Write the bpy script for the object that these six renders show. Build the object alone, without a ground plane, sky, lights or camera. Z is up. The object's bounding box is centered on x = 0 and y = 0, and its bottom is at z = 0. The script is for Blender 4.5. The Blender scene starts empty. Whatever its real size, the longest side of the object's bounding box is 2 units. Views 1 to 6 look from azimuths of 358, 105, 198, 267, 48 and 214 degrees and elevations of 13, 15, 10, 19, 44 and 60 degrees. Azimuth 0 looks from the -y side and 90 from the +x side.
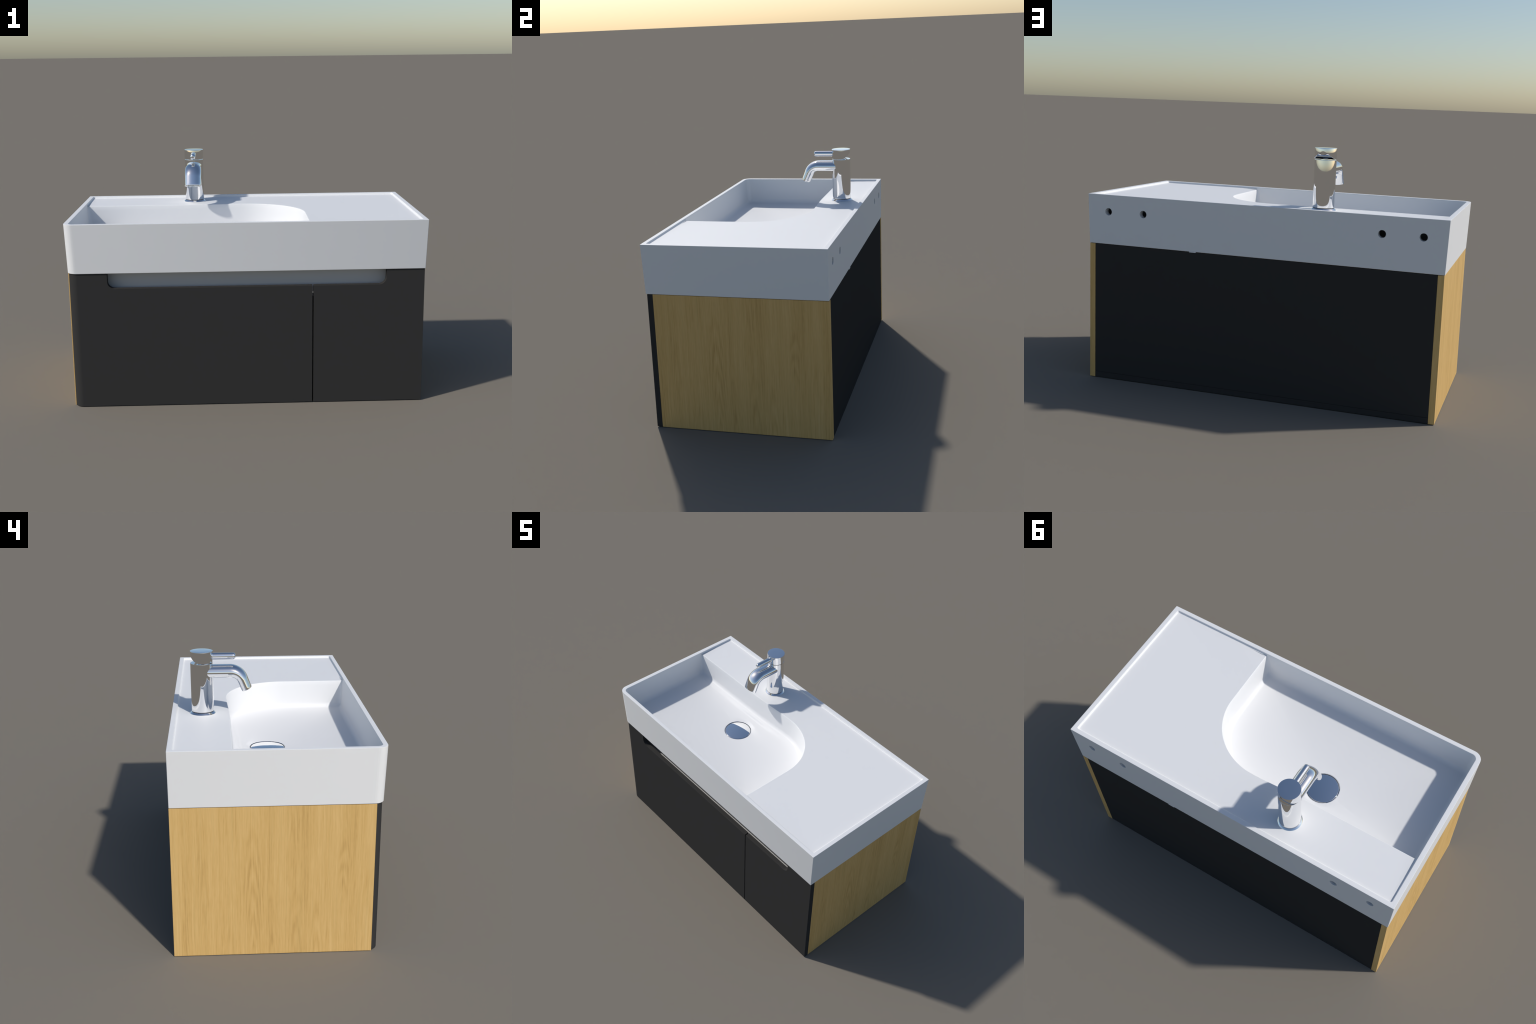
"""Wall-hung bathroom vanity: white composite washbasin with a deck on the right,
oak side panels, anthracite drawer and door fronts with a finger notch, chrome mixer tap."""
import bpy, bmesh
import numpy as np
from math import sin, cos, pi, sqrt, radians
from mathutils import Vector

# ------------------------------------------------------------------ helpers
def lerp(a, b, t):
    return a + (b - a) * t


def link(ob):
    bpy.context.scene.collection.objects.link(ob)
    return ob


def apply_modifiers(ob):
    dg = bpy.context.evaluated_depsgraph_get()
    me = bpy.data.meshes.new_from_object(ob.evaluated_get(dg))
    old = ob.data
    ob.modifiers.clear()
    ob.data = me
    me.name = old.name
    bpy.data.meshes.remove(old)


def mesh_object(name, bm, mat, bevel=0.0, segments=2, angle=35, weld=True):
    if weld:
        bmesh.ops.remove_doubles(bm, verts=bm.verts, dist=1e-5)
    bmesh.ops.recalc_face_normals(bm, faces=bm.faces)
    me = bpy.data.meshes.new(name)
    bm.to_mesh(me)
    bm.free()
    ob = link(bpy.data.objects.new(name, me))
    me.materials.append(mat)
    if bevel:
        m = ob.modifiers.new("bevel", 'BEVEL')
        m.width = bevel
        m.segments = segments
        m.limit_method = 'ANGLE'
        m.angle_limit = radians(40)
        m.harden_normals = False
        apply_modifiers(ob)
    finish(ob, angle)
    return ob


def finish(ob, angle=35):
    me = ob.data
    me.shade_smooth()
    me.set_sharp_from_angle(angle=radians(angle))
    m = ob.modifiers.new("weighted_normal", 'WEIGHTED_NORMAL')
    m.keep_sharp = True
    m.weight = 60
    apply_modifiers(ob)


def box_bm(x0, x1, y0, y1, z0, z1, bm=None):
    bm = bm or bmesh.new()
    v = [bm.verts.new((x, y, z)) for z in (z0, z1) for x, y in ((x0, y0), (x1, y0), (x1, y1), (x0, y1))]
    for f in ((3, 2, 1, 0), (4, 5, 6, 7), (0, 1, 5, 4), (1, 2, 6, 5), (2, 3, 7, 6), (3, 0, 4, 7)):
        bm.faces.new([v[i] for i in f])
    return bm


def skin_rings(bm, rings, close_first=False, close_last=False):
    """Quads between successive closed rings of equal length."""
    vr = [[bm.verts.new(p) for p in r] for r in rings]
    n = len(rings[0])
    for a, b in zip(vr, vr[1:]):
        for i in range(n):
            j = (i + 1) % n
            bm.faces.new((a[i], a[j], b[j], b[i]))
    if close_first:
        bm.faces.new(list(reversed(vr[0])))
    if close_last:
        bm.faces.new(vr[-1])
    return vr


def lathe(profile, cx, cy, n=96):
    """Closed solid of revolution about the vertical axis through (cx, cy)."""
    bm = bmesh.new()
    rings = [[(cx + r * cos(2 * pi * i / n), cy + r * sin(2 * pi * i / n), z) for i in range(n)]
             for r, z in profile]
    skin_rings(bm, rings, True, True)
    return bm


# ---------------------------------------------------------------- materials
class Nodes:
    def __init__(self, name):
        self.mat = bpy.data.materials.new(name)
        self.mat.use_nodes = True
        self.t = self.mat.node_tree
        self.bsdf = self.t.nodes["Principled BSDF"]

    def new(self, kind, **kw):
        n = self.t.nodes.new(kind)
        for k, v in kw.items():
            setattr(n, k, v)
        return n

    def put(self, socket, value):
        if hasattr(value, "is_output"):
            self.t.links.new(value, socket)
        else:
            socket.default_value = value

    def math(self, op, a, b=0.0, c=0.0, clamp=False):
        n = self.new("ShaderNodeMath", operation=op, use_clamp=clamp)
        for s, v in zip(n.inputs, (a, b, c)):
            self.put(s, v)
        return n.outputs[0]

    def combine(self, x, y, z):
        n = self.new("ShaderNodeCombineXYZ")
        for s, v in zip(n.inputs, (x, y, z)):
            self.put(s, v)
        return n.outputs[0]

    def noise(self, vec, scale, detail=3.0, rough=0.5):
        n = self.new("ShaderNodeTexNoise")
        self.put(n.inputs["Vector"], vec)
        n.inputs["Scale"].default_value = scale
        n.inputs["Detail"].default_value = detail
        n.inputs["Roughness"].default_value = rough
        return n.outputs["Fac"]

    def mix(self, fac, a, b, blend='MIX'):
        n = self.new("ShaderNodeMix", data_type='RGBA', blend_type=blend)
        self.put(n.inputs[0], fac)
        self.put(n.inputs[6], a)
        self.put(n.inputs[7], b)
        return n.outputs[2]

    def ramp(self, fac, stops):
        n = self.new("ShaderNodeValToRGB")
        e = n.color_ramp.elements
        while len(e) < len(stops):
            e.new(0.5)
        for el, (p, c) in zip(e, stops):
            el.position = p
            el.color = (*c, 1) if len(c) == 3 else c
        self.put(n.inputs[0], fac)
        return n.outputs[0]


def plain_material(name, color, rough, metallic=0.0, grain=0.0, grain_scale=300.0, spec=0.5):
    m = Nodes(name)
    m.bsdf.inputs["Roughness"].default_value = rough
    m.bsdf.inputs["Metallic"].default_value = metallic
    m.bsdf.inputs["Specular IOR Level"].default_value = spec
    co = m.new("ShaderNodeTexCoord").outputs["Object"]
    if grain:
        n = m.noise(co, grain_scale, 2.0)
        lo = tuple(c * (1 - grain) for c in color) + (1,)
        hi = tuple(min(1, c * (1 + grain)) for c in color) + (1,)
        m.put(m.bsdf.inputs["Base Color"], m.mix(n, lo, hi))
    else:
        m.bsdf.inputs["Base Color"].default_value = (*color, 1)
    return m.mat


def oak_material():
    """Vertical-grain oak veneer. Object coordinates: grain runs along z, board width along y."""
    m = Nodes("oak_veneer")
    co = m.new("ShaderNodeTexCoord").outputs["Object"]
    sep = m.new("ShaderNodeSeparateXYZ")
    m.put(sep.inputs[0], co)
    x, y, z = sep.outputs
    def stretched(yy, fx, fy, fz, detail=3.0, rough=0.5):
        return m.noise(m.combine(m.math('MULTIPLY', x, fx), m.math('MULTIPLY', yy, fy),
                                 m.math('MULTIPLY', z, fz)), 1.0, detail, rough)

    # slow sideways wander of the fibres
    wander = m.math('SUBTRACT', stretched(y, 0.6, 6.0, 1.5, 3.0), 0.5)
    yw = m.math('ADD', y, m.math('MULTIPLY', wander, 0.030))
    # cathedral figures: nested long arches (y centre, z centre, elongation, half width, half length, strength)
    jig = stretched(y, 20.0, 45.0, 7.0, 2.0)
    figure = None
    for yc, zc, s, hw, hl, k in ((0.118, 0.30, 0.075, 0.066, 0.46, 1.0), (0.352, 0.44, 0.050, 0.030, 0.30, 0.75),
                                 (-0.090, 0.02, 0.060, 0.040, 0.34, 0.85), (-0.188, 0.00, 0.070, 0.040, 0.40, 0.9),
                                 (-0.318, 0.46, 0.110, 0.034, 0.20, 0.9), (-0.425, 0.22, 0.040, 0.030, 0.30, 0.7),
                                 (0.228, 0.10, 0.050, 0.026, 0.30, 0.6), (0.455, 0.02, 0.045, 0.030, 0.36, 0.6),
                                 (0.030, 0.12, 0.060, 0.034, 0.34, 0.6), (-0.07, 0.70, 0.060, 0.030, 0.26, 0.6)):
        dy = m.math('SUBTRACT', yw, yc)
        dz = m.math('SUBTRACT', z, zc)
        ds = m.math('MULTIPLY', m.math('ADD', dz, 0.38), s)
        q = m.math('SQRT', m.math('ADD', m.math('MULTIPLY', dy, dy), m.math('MULTIPLY', ds, ds)))
        e1 = m.math('DIVIDE', dy, hw)
        e2 = m.math('DIVIDE', dz, hl)
        fall = m.math('SUBTRACT', 1.0, m.math('ADD', m.math('MULTIPLY', e1, e1), m.math('MULTIPLY', e2, e2)), clamp=True)
        wave = m.math('MULTIPLY_ADD', m.math('SINE', m.math('MULTIPLY_ADD', jig, 5.0, m.math('MULTIPLY', q, 560.0))), 0.5, 0.5)
        part = m.math('MULTIPLY', m.math('MULTIPLY', wave, m.math('POWER', fall, 0.7)), k)
        figure = part if figure is None else m.math('MAXIMUM', figure, part)
    figure = m.math('MULTIPLY', figure, m.math('MULTIPLY_ADD', stretched(y, 20.0, 50.0, 5.0, 2.0), 1.8, -0.1, clamp=True))
    # boards of tone, streaks, fine fibres, pores
    board = m.math('SUBTRACT', stretched(y, 3.0, 13.0, 0.45, 2.0), 0.5)
    streak = m.math('SUBTRACT', stretched(yw, 30.0, 62.0, 0.9, 2.0), 0.5)
    fib = stretched(yw, 160.0, 170.0, 3.6, 3.0, 0.6)
    fleck = m.math('SUBTRACT', stretched(yw, 100.0, 130.0, 16.0, 2.0, 0.6), 0.5)
    pore = stretched(yw, 330.0, 380.0, 9.0, 2.0, 0.6)
    val = m.math('MULTIPLY', board, 0.46)
    val = m.math('ADD', val, m.math('MULTIPLY', streak, 0.34))
    val = m.math('ADD', val, m.math('MULTIPLY', m.math('SUBTRACT', fib, 0.5), 0.72))
    val = m.math('ADD', val, m.math('MULTIPLY', fleck, 0.32))
    val = m.math('SUBTRACT', val, m.math('MULTIPLY', figure, 0.25))
    val = m.math('ADD', val, 0.57)
    col = m.ramp(val, [(0.10, OAK_DARK), (0.5, OAK_MID), (0.88, OAK_LIGHT)])
    # greyish-green cast in some of the streaks
    cast = m.math('MULTIPLY', m.math('SUBTRACT', stretched(yw, 40.0, 90.0, 1.2, 2.0), 0.55), 4.0, clamp=True)
    col = m.mix(m.math('MULTIPLY', cast, 0.22), col, (*OAK_GREY, 1))
    pm = m.math('MULTIPLY', m.math('SUBTRACT', pore, 0.62), 6.0, clamp=True)
    col = m.mix(m.math('MULTIPLY', pm, 0.22), col, (*OAK_PORE, 1))
    m.put(m.bsdf.inputs["Base Color"], col)
    m.bsdf.inputs["Roughness"].default_value = 0.6
    m.bsdf.inputs["Specular IOR Level"].default_value = 0.12
    b = m.new("ShaderNodeBump")
    b.inputs["Strength"].default_value = 0.06
    b.inputs["Distance"].default_value = 0.001
    m.put(b.inputs["Height"], fib)
    m.put(m.bsdf.inputs["Normal"], b.outputs[0])
    return m.mat


OAK_DARK, OAK_MID, OAK_LIGHT = (0.44, 0.265, 0.090), (0.625, 0.400, 0.148), (0.72, 0.485, 0.205)
OAK_GREY = (0.50, 0.375, 0.155)
OAK_PORE = (0.34, 0.22, 0.085)
WHITE = plain_material("white_mineral_cast", (0.772, 0.772, 0.772), 0.5, grain=0.008, grain_scale=900, spec=0.22)
CHANNEL = plain_material("white_channel_darkened", (0.52, 0.52, 0.52), 0.5, grain=0.01)  # white profile, base colour lowered for the shadow under the basin
ANTHRACITE = plain_material("anthracite_matt_lacquer", (0.0425, 0.0415, 0.0405), 0.8, grain=0.03, grain_scale=700, spec=0.0)
CARCASS = plain_material("dark_carcass_board", (0.0425, 0.0415, 0.0405), 0.8, grain=0.03, grain_scale=700, spec=0.0)
CHROME = plain_material("polished_chrome", (0.87, 0.87, 0.87), 0.03, metallic=1.0)
GASKET = plain_material("black_rubber_gasket", (0.012, 0.012, 0.012), 0.6)
OAK = oak_material()

# ------------------------------------------------------------- thing (root)
root = link(bpy.data.objects.new("bathroom_vanity", None))
root["label"] = "white washbasin on dark cabinet with oak sides and chrome tap"
root["category"] = "bathroom vanity"


def child(ob, parent=None):
    ob.parent = parent or root
    return ob


# ---------------------------------------------------------------- washbasin
TOP, BOTTOM = 1.0531, 0.7768          # rim height, underside
DECK, EDGE = 1.0412, 1.0364           # deck at the rim, deck at the bowl edge
BX, BL, BF, BB = 0.3515, -0.9732, -0.4822, 0.2066   # bowl: right, left, front, back edges
JOIN_X, JOIN_Y = BX, BB
N_FRONT, N_ARC, N_LEFT = 26, 10, 14
N_SEG = (6, 4, 30, 4, 30, 4, 20)      # deck side: left, corner, back, corner, right, corner, front


def arc_points(cx, cy, r, a0, a1, n):
    return [(cx + r * cos(lerp(a0, a1, i / n)), cy + r * sin(lerp(a0, a1, i / n))) for i in range(n)]


def line_points(p, q, n):
    return [(lerp(p[0], q[0], i / n), lerp(p[1], q[1], i / n)) for i in range(n)]


RC = 0.022                            # rounding of the two upright corners beside the deck
N_RC = 5


def clustered(p, q, n, first):
    """n points from p towards q with N_RC of them inside the first (or last) RC of the way."""
    L = sqrt((q[0] - p[0]) ** 2 + (q[1] - p[1]) ** 2)
    k = RC / L
    ts = [k * i / N_RC for i in range(N_RC)] + [lerp(k, 1, i / (n - N_RC)) for i in range(n - N_RC)]
    if not first:
        ts = [lerp(0, 1 - k, i / (n - N_RC)) for i in range(n - N_RC)] + [1 - k + k * i / N_RC for i in range(N_RC)]
    return [(lerp(p[0], q[0], t), lerp(p[1], q[1], t)) for t in ts]


def rect_ring(xl, xr, yf, yb, r_round, r_small):
    """Rectangle outline starting on the front edge below the bowl's right wall, clockwise seen from above;
    only the front-left corner is generously rounded."""
    r, s = r_round, r_small
    p = clustered((JOIN_X, yf), (xl + r, yf), N_FRONT, True)
    p += arc_points(xl + r, yf + r, r, -pi / 2, -pi, N_ARC)
    p += clustered((xl, yf + r), (xl, JOIN_Y), N_LEFT, False)
    a, b, c, d, e, f, g = N_SEG
    p += line_points((xl, JOIN_Y), (xl, yb - s), a)
    p += arc_points(xl + s, yb - s, s, pi, pi / 2, b)
    p += line_points((xl + s, yb), (xr - s, yb), c)
    p += arc_points(xr - s, yb - s, s, pi / 2, 0, d)
    p += line_points((xr, yb - s), (xr, yf + s), e)
    p += arc_points(xr - s, yf + s, s, 0, -pi / 2, f)
    p += line_points((xr - s, yf), (JOIN_X, yf), g)
    return p


N_A = N_FRONT + N_ARC + N_LEFT
N_B = sum(N_SEG)


def bowl_curve(o, t):
    """Deck-side wall of the bowl (t 0..1 from the left wall to the front wall), moved inwards by o."""
    cy, rx, ry = -0.12, BX - o, 0.3385 - o
    y_bulge = cy + ry
    # pieces: straight back edge, slow swell, quarter of an ellipse, straight right edge
    x0, x1 = BL + o, -0.36
    lens = [x1 - x0, 0.36, 0.545, (cy - (BF + o))]
    tot = sum(lens)
    s = t * tot
    if s <= lens[0]:
        return (x0 + s, BB - o)
    s -= lens[0]
    if s <= lens[1]:
        k = s / lens[1]
        e = k * k * (3 - 2 * k)
        return (lerp(x1, 0.0, k), lerp(BB - o, y_bulge, e))
    s -= lens[1]
    if s <= lens[2]:
        a = s / lens[2] * pi / 2
        return (rx * sin(a), cy + ry * cos(a))
    s -= lens[2]
    return (BX - o, cy - s)


# share of the bowl curve that belongs to each stretch of the deck's outer edge
B_BREAKS = (0.0, 0.03, 0.05, 0.62, 0.66, 0.80, 0.83, 1.0)
B_T = []
for k, n in enumerate(N_SEG):
    B_T += [lerp(B_BREAKS[k], B_BREAKS[k + 1], i / n) for i in range(n)]
# five points crowd the upright corner at either end of the curve
B_LEN = 2.03
for i in range(6):
    B_T[i] = 0.022 / B_LEN * i / 5
    B_T[-1 - i] = 1 - 0.022 / B_LEN * (i + 1) / 5 if i < 5 else B_T[-1 - i]


def round_corner(p, c, rc):
    """Move the points of ring p that lie within RC of index c onto a fillet of radius rc."""
    n = len(p)
    C = Vector(p[c])
    d1 = (Vector(p[(c - 1) % n]) - C).normalized()
    d2 = (Vector(p[(c + 1) % n]) - C).normalized()
    ctr = C + rc * (d1 + d2)
    out = list(p)
    for k in range(-N_RC, N_RC + 1):
        i = (c + k) % n
        u = min(1.0, (Vector(p[i]) - C).length / RC)
        a = pi / 4 * (1 - u)
        e1, e2 = (d1, d2) if k <= 0 else (d2, d1)
        q = ctr - rc * (e2 * cos(a) + e1 * sin(a)) + e1 * (RC - rc) * u
        out[i] = (q.x, q.y)
    return out


def bowl_ring(o, r_fl=0.03, rc=0.0):
    r = r_fl
    p = clustered((BX - o, BF + o), (BL + o + r, BF + o), N_FRONT, True)
    p += arc_points(BL + o + r, BF + o + r, r, -pi / 2, -pi, N_ARC)
    p += clustered((BL + o, BF + o + r), (BL + o, BB - o), N_LEFT, False)
    p += [bowl_curve(o, t) for t in B_T]
    if rc > 0:
        p = round_corner(p, 0, rc)
        p = round_corner(p, N_A, rc)
    return p


def at(ring, z):
    return [(x, y, z) for x, y in ring]


def mixed(ring_a, za, ring_b, zb):
    """Front and left stretch from ring_a, deck-side stretch from ring_b."""
    return at(ring_a[:N_A], za) + at(ring_b[N_A:], zb)


DRAFT = 0.075
def wall(z):
    return (TOP - z) * DRAFT


rings = []
# outside, from the underside up: faint outward draft, eased edges
rings.append(at(rect_ring(-0.9893, 0.9893, -0.4963, 0.5030, 0.050, 0.002), BOTTOM))
rings.append(at(rect_ring(-0.9910, 0.9910, -0.4980, 0.5047, 0.051, 0.0025), BOTTOM + 0.0018))
rings.append(at(rect_ring(-1.0, 1.0, -0.5062, 0.5062, 0.051, 0.0025), TOP - 0.002))
rings.append(at(rect_ring(-0.9994, 0.9994, -0.5056, 0.5056, 0.051, 0.0025), TOP - 0.0006))
rings.append(at(rect_ring(-0.9980, 0.9980, -0.5042, 0.5042, 0.051, 0.0025), TOP))
# rim top and its inner edge
TL, TR, TF, TB = -0.9732, 0.9732, -0.4822, 0.4802
def tray(o, r=0.030, s=0.010):
    return rect_ring(TL + o, TR - o, TF + o, TB - o, r, s)
rings.append(at(tray(-0.0030), TOP))
rings.append(at(tray(-0.0008), TOP - 0.0008))
rings.append(at(tray(0.0000), TOP - 0.0030))
# rim wall turns through a fillet into the deck; on the bowl's own walls it simply runs on down
def b(z):
    return bowl_ring(wall(z))
rings.append(mixed(b(1.0455), 1.0455, tray(0.0010), 1.0460))
rings.append(mixed(b(1.0440), 1.0440, tray(0.0022), 1.0433))
rings.append(mixed(b(1.0425), 1.0425, tray(0.0048), 1.0417))
rings.append(mixed(b(1.0410), 1.0410, tray(0.0085), DECK))
# deck falls slightly to the bowl, then rolls over its edge
rings.append(mixed(b(1.0395), 1.0395, bowl_ring(-0.0040), EDGE))
rings.append(mixed(b(1.0370), 1.0370, bowl_ring(-0.0018), EDGE - 0.0004))
rings.append(mixed(b(1.0345), 1.0345, bowl_ring(-0.0005), EDGE - 0.0014))
rings.append(mixed(b(1.0310), 1.0310, bowl_ring(0.0002), EDGE - 0.0036))
for z, rc in ((1.02, 0.008), (1.01, 0.014), (0.99, 0.019), (0.96, 0.022), (0.93, 0.022)):
    rings.append(at(bowl_ring(wall(z), rc=rc), z))
# coved foot of the wall
FLOOR_EDGE, COVE = 0.8805, 0.030
o_wall = wall(FLOOR_EDGE + COVE)
for k in range(0, 7):
    a = k / 6 * radians(85)
    rings.append(at(bowl_ring(o_wall + COVE * (1 - cos(a)), 0.03 - 0.012 * k / 6, 0.022), FLOOR_EDGE + COVE * (1 - sin(a))))
# floor dished towards the waste
DX, DY, DR, FLOOR = -0.3143, 0.0092, 0.0955, 0.8470
foot = bowl_ring(o_wall + COVE * (1 - cos(radians(85))), 0.018, 0.022)
foot_z = FLOOR_EDGE + COVE * (1 - sin(radians(85)))
hole = []
for x, y in foot:
    d = Vector((x - DX, y - DY)).normalized()
    hole.append((DX + DR * d.x, DY + DR * d.y))
N_FLOOR = 16
floor = []
for k in range(0, N_FLOOR + 1):
    t = k / N_FLOOR
    floor.append([Vector((lerp(p[0], h[0], t), lerp(p[1], h[1], t), FLOOR + (foot_z - FLOOR) * (1 - t) ** 1.25)) for p, h in zip(foot, hole)])
# soften the dish (area-weighted Gaussian of the heights) so that no hard valleys run from its corners
nf = len(foot)
P = np.array([[tuple(v) for v in row] for row in floor])
radial = np.linalg.norm(np.gradient(P[..., :2], axis=0), axis=-1)
around = np.linalg.norm((np.roll(P, -1, 1) - np.roll(P, 1, 1))[..., :2], axis=-1) / 2
area = (radial * around).ravel()
xy, zz = P[..., :2].reshape(-1, 2), P[..., 2].ravel()
d2 = ((xy[:, None, :] - xy[None, :, :]) ** 2).sum(-1)
W = np.exp(-d2 / (2 * 0.042 ** 2)) * area[None, :]
soft = ((W @ zz) / W.sum(1)).reshape(P.shape[:2])
tt = np.linspace(0, 1, N_FLOOR + 1)
keep = np.clip(np.minimum(tt, 1 - tt) / 0.3, 0, 1)
keep = (keep * keep * (3 - 2 * keep))[:, None]
heights = P[..., 2] * (1 - keep) + soft * keep
for k in range(N_FLOOR + 1):
    for i in range(nf):
        floor[k][i].z = float(heights[k, i])
for row in floor[1:]:
    rings.append([tuple(v) for v in row])
rings.append([(lerp(DX, h[0], 0.985), lerp(DY, h[1], 0.985), FLOOR - 0.0015) for h in hole])
rings.append([(lerp(DX, h[0], 0.985), lerp(DY, h[1], 0.985), FLOOR - 0.030) for h in hole])
bm = bmesh.new()
skin_rings(bm, rings, True, True)
bmesh.ops.remove_doubles(bm, verts=bm.verts, dist=2e-5)
bmesh.ops.dissolve_degenerate(bm, edges=bm.edges, dist=1e-6)
bmesh.ops.recalc_face_normals(bm, faces=bm.faces)
me = bpy.data.meshes.new("washbasin")
bm.to_mesh(me)
bm.free()
basin = child(link(bpy.data.objects.new("washbasin", me)))
me.materials.append(WHITE)
# fixing holes through the rear wall into the hollow under the tap ledge
bm = bmesh.new()
box_bm(-0.93, 0.93, 0.236, 0.470, 0.800, 1.016, bm)
cut = link(bpy.data.objects.new("cutter", bpy.data.meshes.new("cutter")))
bm.to_mesh(cut.data)
bm.free()
cut2 = link(bpy.data.objects.new("cutter_holes", bpy.data.meshes.new("cutter_holes")))
bm = bmesh.new()
for hx in (0.8743, 0.6632, -0.6635, -0.8733):
    n = 40
    skin_rings(bm, [[(hx + 0.0207 * cos(2 * pi * i / n), yy, 0.9584 + 0.0207 * sin(2 * pi * i / n))
                     for i in range(n)] for yy in (0.45, 0.56)], True, True)
bmesh.ops.recalc_face_normals(bm, faces=bm.faces)
bm.to_mesh(cut2.data)
bm.free()
for c in (cut, cut2):
    m = basin.modifiers.new("cut", 'BOOLEAN')
    m.operation = 'DIFFERENCE'
    m.solver = 'EXACT'
    m.object = c
apply_modifiers(basin)
for c in (cut, cut2):
    d = c.data
    bpy.data.objects.remove(c)
    bpy.data.meshes.remove(d)
finish(basin, 38)


def bend_wall_normals(ob, degrees):
    """Flat outer walls whose normals turn towards the square corners, so the tone shifts along each wall."""
    me = ob.data
    base = [Vector(n.vector) for n in me.corner_normals]
    k = radians(degrees)
    for p in me.polygons:
        n, c = p.normal, p.center
        if abs(n.z) > 0.2 or c.z < BOTTOM + 0.01:
            continue
        front = n.y < -0.99 and c.y < -0.49
        left = n.x < -0.99 and c.x < -0.98
        if not (front or left):
            continue
        for li in p.loop_indices:
            co = me.vertices[me.loops[li].vertex_index].co
            if front:
                a = k * min(1, max(0, (co.x + 0.9) / 1.9))
                t = Vector((1, 0, 0))
            else:
                a = 0.7 * k * min(1, max(0, (co.y + 0.42) / 0.92))
                t = Vector((0, 1, 0))
            base[li] = (Vector(n) * cos(a) + t * sin(a)).normalized()
    me.normals_split_custom_set([tuple(v) for v in base])


bend_wall_normals(basin, 7.3)

# waste: polished disc in a thin ring
ring_bm = bmesh.new()
n = 96
prof = [(0.0943, FLOOR - 0.020), (0.0943, FLOOR + 0.0002), (0.0932, FLOOR + 0.0010), (0.0921, FLOOR + 0.0010), (0.0912, FLOOR), (0.0912, FLOOR - 0.020)]
skin_rings(ring_bm, [[(DX + r * cos(2 * pi * i / n), DY + r * sin(2 * pi * i / n), z) for i in range(n)] for r, z in prof + prof[:1]])
child(mesh_object("drain_ring", ring_bm, CHROME), basin)
child(mesh_object("drain_cover", lathe([(0.060, FLOOR - 0.016), (0.0875, FLOOR - 0.010), (0.0885, FLOOR - 0.003),
                                        (0.0882, FLOOR - 0.0016), (0.0872, FLOOR - 0.0008)]
    + [(rr, FLOOR - 0.0006 + 0.0042 * (1 - (rr / 0.0865) ** 2)) for rr in (0.0865, 0.080, 0.070, 0.060, 0.050, 0.040, 0.030, 0.020, 0.010, 0.003)], DX, DY), CHROME), basin)

# ------------------------------------------------------------------ cabinet
FRONT_Y, BACK_Y, SIDE_X, WOOD_IN = -0.4920, 0.5050, 0.9886, 0.9560
FY1 = -0.4605                          # back of the fronts / front edge of the sides
R_END = 0.053                          # rounded left end
WOOD_TOP, FRONT_TOP = 0.7745, 0.7748


def end_arc(n=14, a0=0.0, a1=90.0):
    """Plan of the rounded left end, from the front face round to the side."""
    cx, cy = -SIDE_X + R_END, FRONT_Y + R_END
    return [(cx - R_END * sin(radians(lerp(a0, a1, i / n))), cy - R_END * cos(radians(lerp(a0, a1, i / n))))
            for i in range(n + 1)]


def prism(plan, z0, z1):
    bm = bmesh.new()
    lo = [bm.verts.new((x, y, z0)) for x, y in plan]
    hi = [bm.verts.new((x, y, z1)) for x, y in plan]
    n = len(plan)
    for i in range(n):
        j = (i + 1) % n
        bm.faces.new((lo[i], lo[j], hi[j], hi[i]))
    bm.faces.new(list(reversed(lo)))
    bm.faces.new(hi)
    return bm


left_plan = [(-WOOD_IN, FY1), (-SIDE_X, FY1), (-SIDE_X, BACK_Y), (-WOOD_IN, BACK_Y)]
child(mesh_object("side_panel", prism(left_plan, 0.0, WOOD_TOP), OAK, 0.0012))
# the right-hand side is the same board turned half round, so its figure is mirrored front to back
right = mesh_object("side_panel", box_bm(-SIDE_X, -WOOD_IN, -BACK_Y, -FY1, 0.0, WOOD_TOP), OAK, 0.0012)
right.rotation_euler = (0, 0, pi)
child(right)

SEAM, GAP = 0.3665, 0.0032
NOTCH_L, NOTCH_R, NOTCH_Z, NOTCH_RAD = -0.7715, 0.7755, 0.6885, 0.040
Z0 = 0.0012


def extrude_front(outline):
    bm = bmesh.new()
    f = [bm.verts.new((x, FRONT_Y, z)) for x, z in outline]
    r = [bm.verts.new((x, FY1, z)) for x, z in outline]
    n = len(outline)
    for i in range(n):
        j = (i + 1) % n
        bm.faces.new((f[i], r[i], r[j], f[j]))
    bm.faces.new(f)
    bm.faces.new(list(reversed(r)))
    return bm


# drawer front: flat part with half of the notch, plus the rounded end
xe = -SIDE_X + R_END
notch_left = [(NOTCH_L + NOTCH_RAD - NOTCH_RAD * cos(k / 10 * pi / 2), NOTCH_Z + NOTCH_RAD - NOTCH_RAD * sin(k / 10 * pi / 2))
              for k in range(11)]
outline = [(xe, Z0), (SEAM - GAP, Z0), (SEAM - GAP, NOTCH_Z)] + notch_left[::-1] + [(NOTCH_L, FRONT_TOP), (xe, FRONT_TOP)]
bm = extrude_front(outline)
bm.faces.ensure_lookup_table()
flat_end = [f for f in bm.faces if all(abs(v.co.x - xe) < 1e-6 for v in f.verts)]
bmesh.ops.delete(bm, geom=flat_end, context='FACES_ONLY')
curve = [p for p in end_arc(28) if p[1] <= FY1]
plan = curve + [(curve[-1][0], FY1)] if curve[-1][1] < FY1 - 1e-4 else curve
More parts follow.
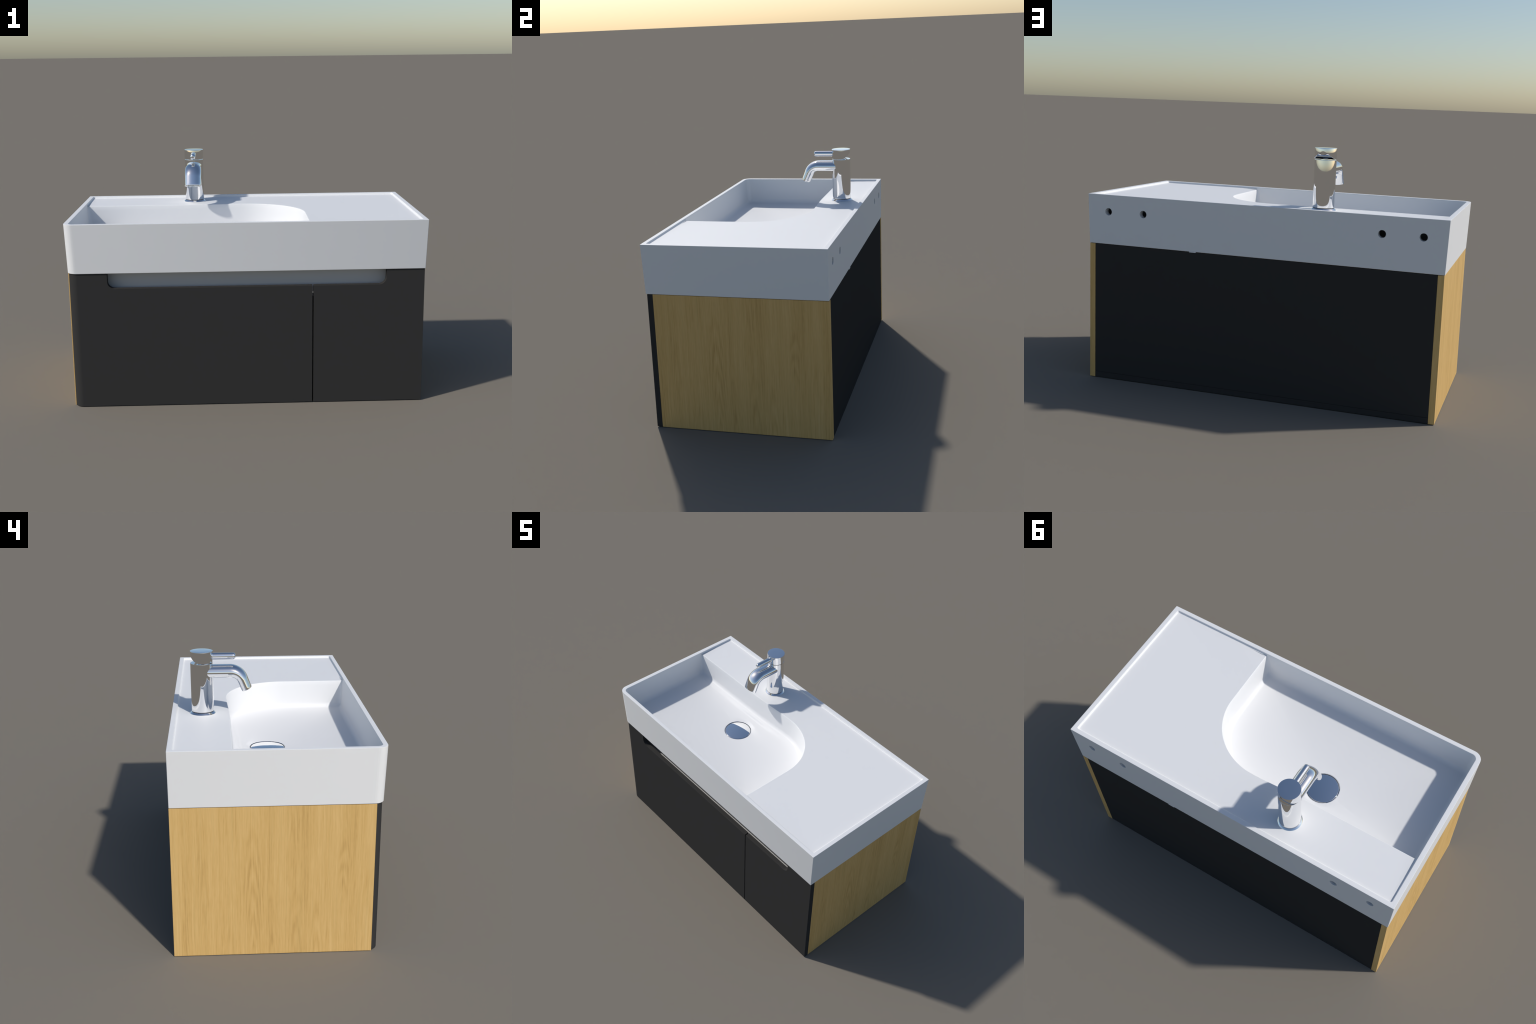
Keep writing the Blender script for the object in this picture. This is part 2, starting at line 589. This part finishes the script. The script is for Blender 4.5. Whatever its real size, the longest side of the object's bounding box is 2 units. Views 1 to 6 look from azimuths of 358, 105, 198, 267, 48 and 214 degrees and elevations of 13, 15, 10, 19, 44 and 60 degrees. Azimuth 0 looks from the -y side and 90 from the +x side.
lo = [bm.verts.new((x, y, Z0)) for x, y in plan + [(xe, FY1)]]
hi = [bm.verts.new((x, y, FRONT_TOP)) for x, y in plan + [(xe, FY1)]]
for i in range(len(lo) - 1):
    bm.faces.new((lo[i], lo[i + 1], hi[i + 1], hi[i]))
bm.faces.new(list(reversed(lo)))
bm.faces.new(hi)
child(mesh_object("drawer_front", bm, ANTHRACITE, 0.0014))

notch_right = [(NOTCH_R - NOTCH_RAD + NOTCH_RAD * sin(k / 10 * pi / 2), NOTCH_Z + NOTCH_RAD - NOTCH_RAD * cos(k / 10 * pi / 2))
               for k in range(11)]
outline = [(SEAM + GAP, Z0), (SIDE_X, Z0), (SIDE_X, FRONT_TOP), (NOTCH_R, FRONT_TOP)] + notch_right[::-1] + [(SEAM + GAP, NOTCH_Z)]
child(mesh_object("door_front", extrude_front(outline), ANTHRACITE, 0.0014))

# finger channel behind the notch, shade mixed into its grey: back wall, lip below, roof under the basin
CH_Y, CH_Z = -0.420, 0.632
bm = bmesh.new()
prof = [(FY1 + 0.002, CH_Z), (CH_Y - 0.010, CH_Z), (CH_Y - 0.003, CH_Z + 0.003), (CH_Y, CH_Z + 0.010), (CH_Y, 0.7760),
        (CH_Y + 0.012, 0.7760), (CH_Y + 0.012, CH_Z - 0.012), (FY1 + 0.002, CH_Z - 0.012)]
ends = []
for xx in (-WOOD_IN + 0.001, WOOD_IN - 0.001):
    ends.append([bm.verts.new((xx, y, z)) for y, z in prof])
for i in range(len(prof)):
    j = (i + 1) % len(prof)
    bm.faces.new((ends[0][i], ends[0][j], ends[1][j], ends[1][i]))
bm.faces.new(ends[0])
bm.faces.new(list(reversed(ends[1])))
child(mesh_object("finger_channel", bm, CHANNEL))

# carcass boards
child(mesh_object("back_panel", box_bm(-WOOD_IN + 0.0006, WOOD_IN - 0.0006, 0.470, BACK_Y - 0.0010, 0.0325, 0.7745), CARCASS, 0.001))
child(mesh_object("bottom_panel", box_bm(-WOOD_IN + 0.0006, WOOD_IN - 0.0006, FY1 + 0.003, BACK_Y - 0.0010, 0.0010, 0.0315), CARCASS, 0.001))
child(mesh_object("divider_panel", box_bm(SEAM - 0.019, SEAM + 0.019, FY1 + 0.003, 0.469, 0.032, CH_Z - 0.013), CARCASS, 0.001))  # light board coloured dark so the door seam reads as deep shadow
child(mesh_object("divider_rail", box_bm(SEAM - 0.019, SEAM + 0.019, 0.440, BACK_Y + 0.0004, 0.7732, 0.7775), WHITE))

# ---------------------------------------------------------------------- tap
TX, TY = -0.3112, 0.3460
R_BODY = 0.0580
Z_TAP = 1.0382
body = child(mesh_object("faucet_body", lathe([
    (0.050, 1.0532), (0.0572, 1.0532), (0.0580, 1.0539), (R_BODY, 1.16), (R_BODY, 1.22), (R_BODY, 1.2930), (R_BODY, 1.3030), (0.0574, 1.3044), (0.0560, 1.3048), (0.030, 1.3048)], TX, TY, 128), CHROME))
child(mesh_object("base_flange", lathe([(0.062, Z_TAP - 0.002), (0.0672, Z_TAP), (0.0672, Z_TAP + 0.0025), (0.0660, Z_TAP + 0.004),
                                        (0.0590, Z_TAP + 0.0115), (0.0570, Z_TAP + 0.0120), (0.030, Z_TAP + 0.0120)], TX, TY, 128), CHROME), body)
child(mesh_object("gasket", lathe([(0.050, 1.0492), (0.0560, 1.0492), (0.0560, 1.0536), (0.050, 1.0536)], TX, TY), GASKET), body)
child(mesh_object("cartridge_neck", lathe([(0.010, 1.3040), (0.0320, 1.3040), (0.0320, 1.3085), (0.010, 1.3085)], TX, TY - 0.012), CHROME), body)

def lean_normals(ob, z0, z1, degrees):
    """Sky reflection bent into straight side wall: normals lean up `degrees` at the rim."""
    me = ob.data
    base = [Vector(n.vector) for n in me.corner_normals]
    for p in me.polygons:
        if abs(p.normal.z) > 0.35:
            continue
        for li in p.loop_indices:
            co = me.vertices[me.loops[li].vertex_index].co
            rad = Vector((co.x - TX, co.y - TY, 0)).normalized()
            a = radians(degrees) * min(1.0, max(0.0, (co.z - z0) / (z1 - z0)))
            base[li] = rad * cos(a) + Vector((0, 0, sin(a)))
    me.normals_split_custom_set([tuple(n) for n in base])


lean_normals(body, 1.16, 1.3040, 3.5)

# turning cap: its underside sweeps up at the back so that it can tilt
CAP_R, CAP_TOP, CAP_LOW = 0.0588, 1.3662, 1.3078
def cap_under(y):
    d = max(0.0, (y - (TY + 0.004)) / 0.0560)
    return CAP_LOW + 0.058 * (1 - sqrt(max(0.0, 1 - d * d)))
n = 128
bm = bmesh.new()
def circ(r):
    return [(TX + r * cos(2 * pi * i / n), TY + r * sin(2 * pi * i / n)) for i in range(n)]
capr = [at(circ(0.02), CAP_TOP + 0.0010), at(circ(CAP_R - 0.0022), CAP_TOP), at(circ(CAP_R - 0.0006), CAP_TOP - 0.0006), at(circ(CAP_R), CAP_TOP - 0.0022)]
for t in (0.2, 0.45, 0.7, 1.0):
    capr.append([(x, y, lerp(CAP_TOP - 0.0022, cap_under(y) + 0.0008, t)) for x, y in circ(CAP_R)])
for r in (CAP_R - 0.0008, 0.050, 0.042, 0.034, 0.026, 0.018, 0.010, 0.003):
    capr.append([(x, y, cap_under(y)) for x, y in circ(r)])
skin_rings(bm, capr, True, True)
cap = child(mesh_object("handle_cap", bm, CHROME, angle=40), body)
lean_normals(cap, CAP_TOP - 0.035, CAP_TOP, 5.0)

# lever: slim round-ended rod pointing forwards
LZ, LR = 1.3367, 0.0173
prof = [(0.3000, LR), (0.1900, LR)]
for k in range(1, 9):
    a = k / 8 * pi / 2
    prof.append((0.1845 - 0.0135 * sin(a), LR - 0.0135 * (1 - cos(a))))
n = 40
bm = bmesh.new()
skin_rings(bm, [[(TX + r * cos(2 * pi * i / n), y, LZ + r * sin(2 * pi * i / n)) for i in range(n)] for y, r in prof], True, True)
child(mesh_object("lever_handle", bm, CHROME, angle=40), body)

# spout: broad oval tube, straight out then turned down
SZ, S0, TURN, SR = 1.2565, 0.200, radians(67), 0.064
path = [((0.318, SZ), 0.0), ((0.26, SZ), 0.0), ((0.225, SZ), 0.0), ((S0, SZ), 0.0)]
for k in range(1, 17):
    a = TURN * k / 16
    path.append(((S0 - SR * sin(a), SZ - SR * (1 - cos(a))), a))
py, pz = path[-1][0]
for L in (0.014, 0.028, 0.042, 0.0545):
    path.append(((py - L * cos(TURN), pz - L * sin(TURN)), TURN))
n = 64
def oval(i, taper):
    a = 2 * pi * i / n
    c, s = cos(a), sin(a)
    w = 0.0508 * (abs(c) ** 0.92) * (1 if c >= 0 else -1)
    h = (0.0372 if s >= 0 else 0.0290) * taper * (abs(s) ** (0.95 if s >= 0 else 0.80)) * (1 if s >= 0 else -1)
    return w, h
srings = []
for k, ((y, z), a) in enumerate(path):
    taper = lerp(1.0, 0.86, max(0.0, k - 3) / (len(path) - 4))
    ring = []
    for i in range(n):
        w, h = oval(i, taper)
        ring.append((TX + w, y - h * sin(a), z + h * cos(a)))
    srings.append(ring)
# outlet: eased lip and a shallow recess
(y, z), a = path[-1]
for scale, depth in ((0.97, 0.0012), (0.90, 0.0012), (0.86, -0.001), (0.84, -0.012)):
    ring = []
    for i in range(n):
        w, h = oval(i, 0.86)
        w, h = w * scale, h * scale
        ring.append((TX + w, y - h * sin(a) - depth * cos(a), z + h * cos(a) - depth * sin(a)))
    srings.append(ring)
bm = bmesh.new()
skin_rings(bm, srings, True, True)
child(mesh_object("spout", bm, CHROME, angle=50), body)
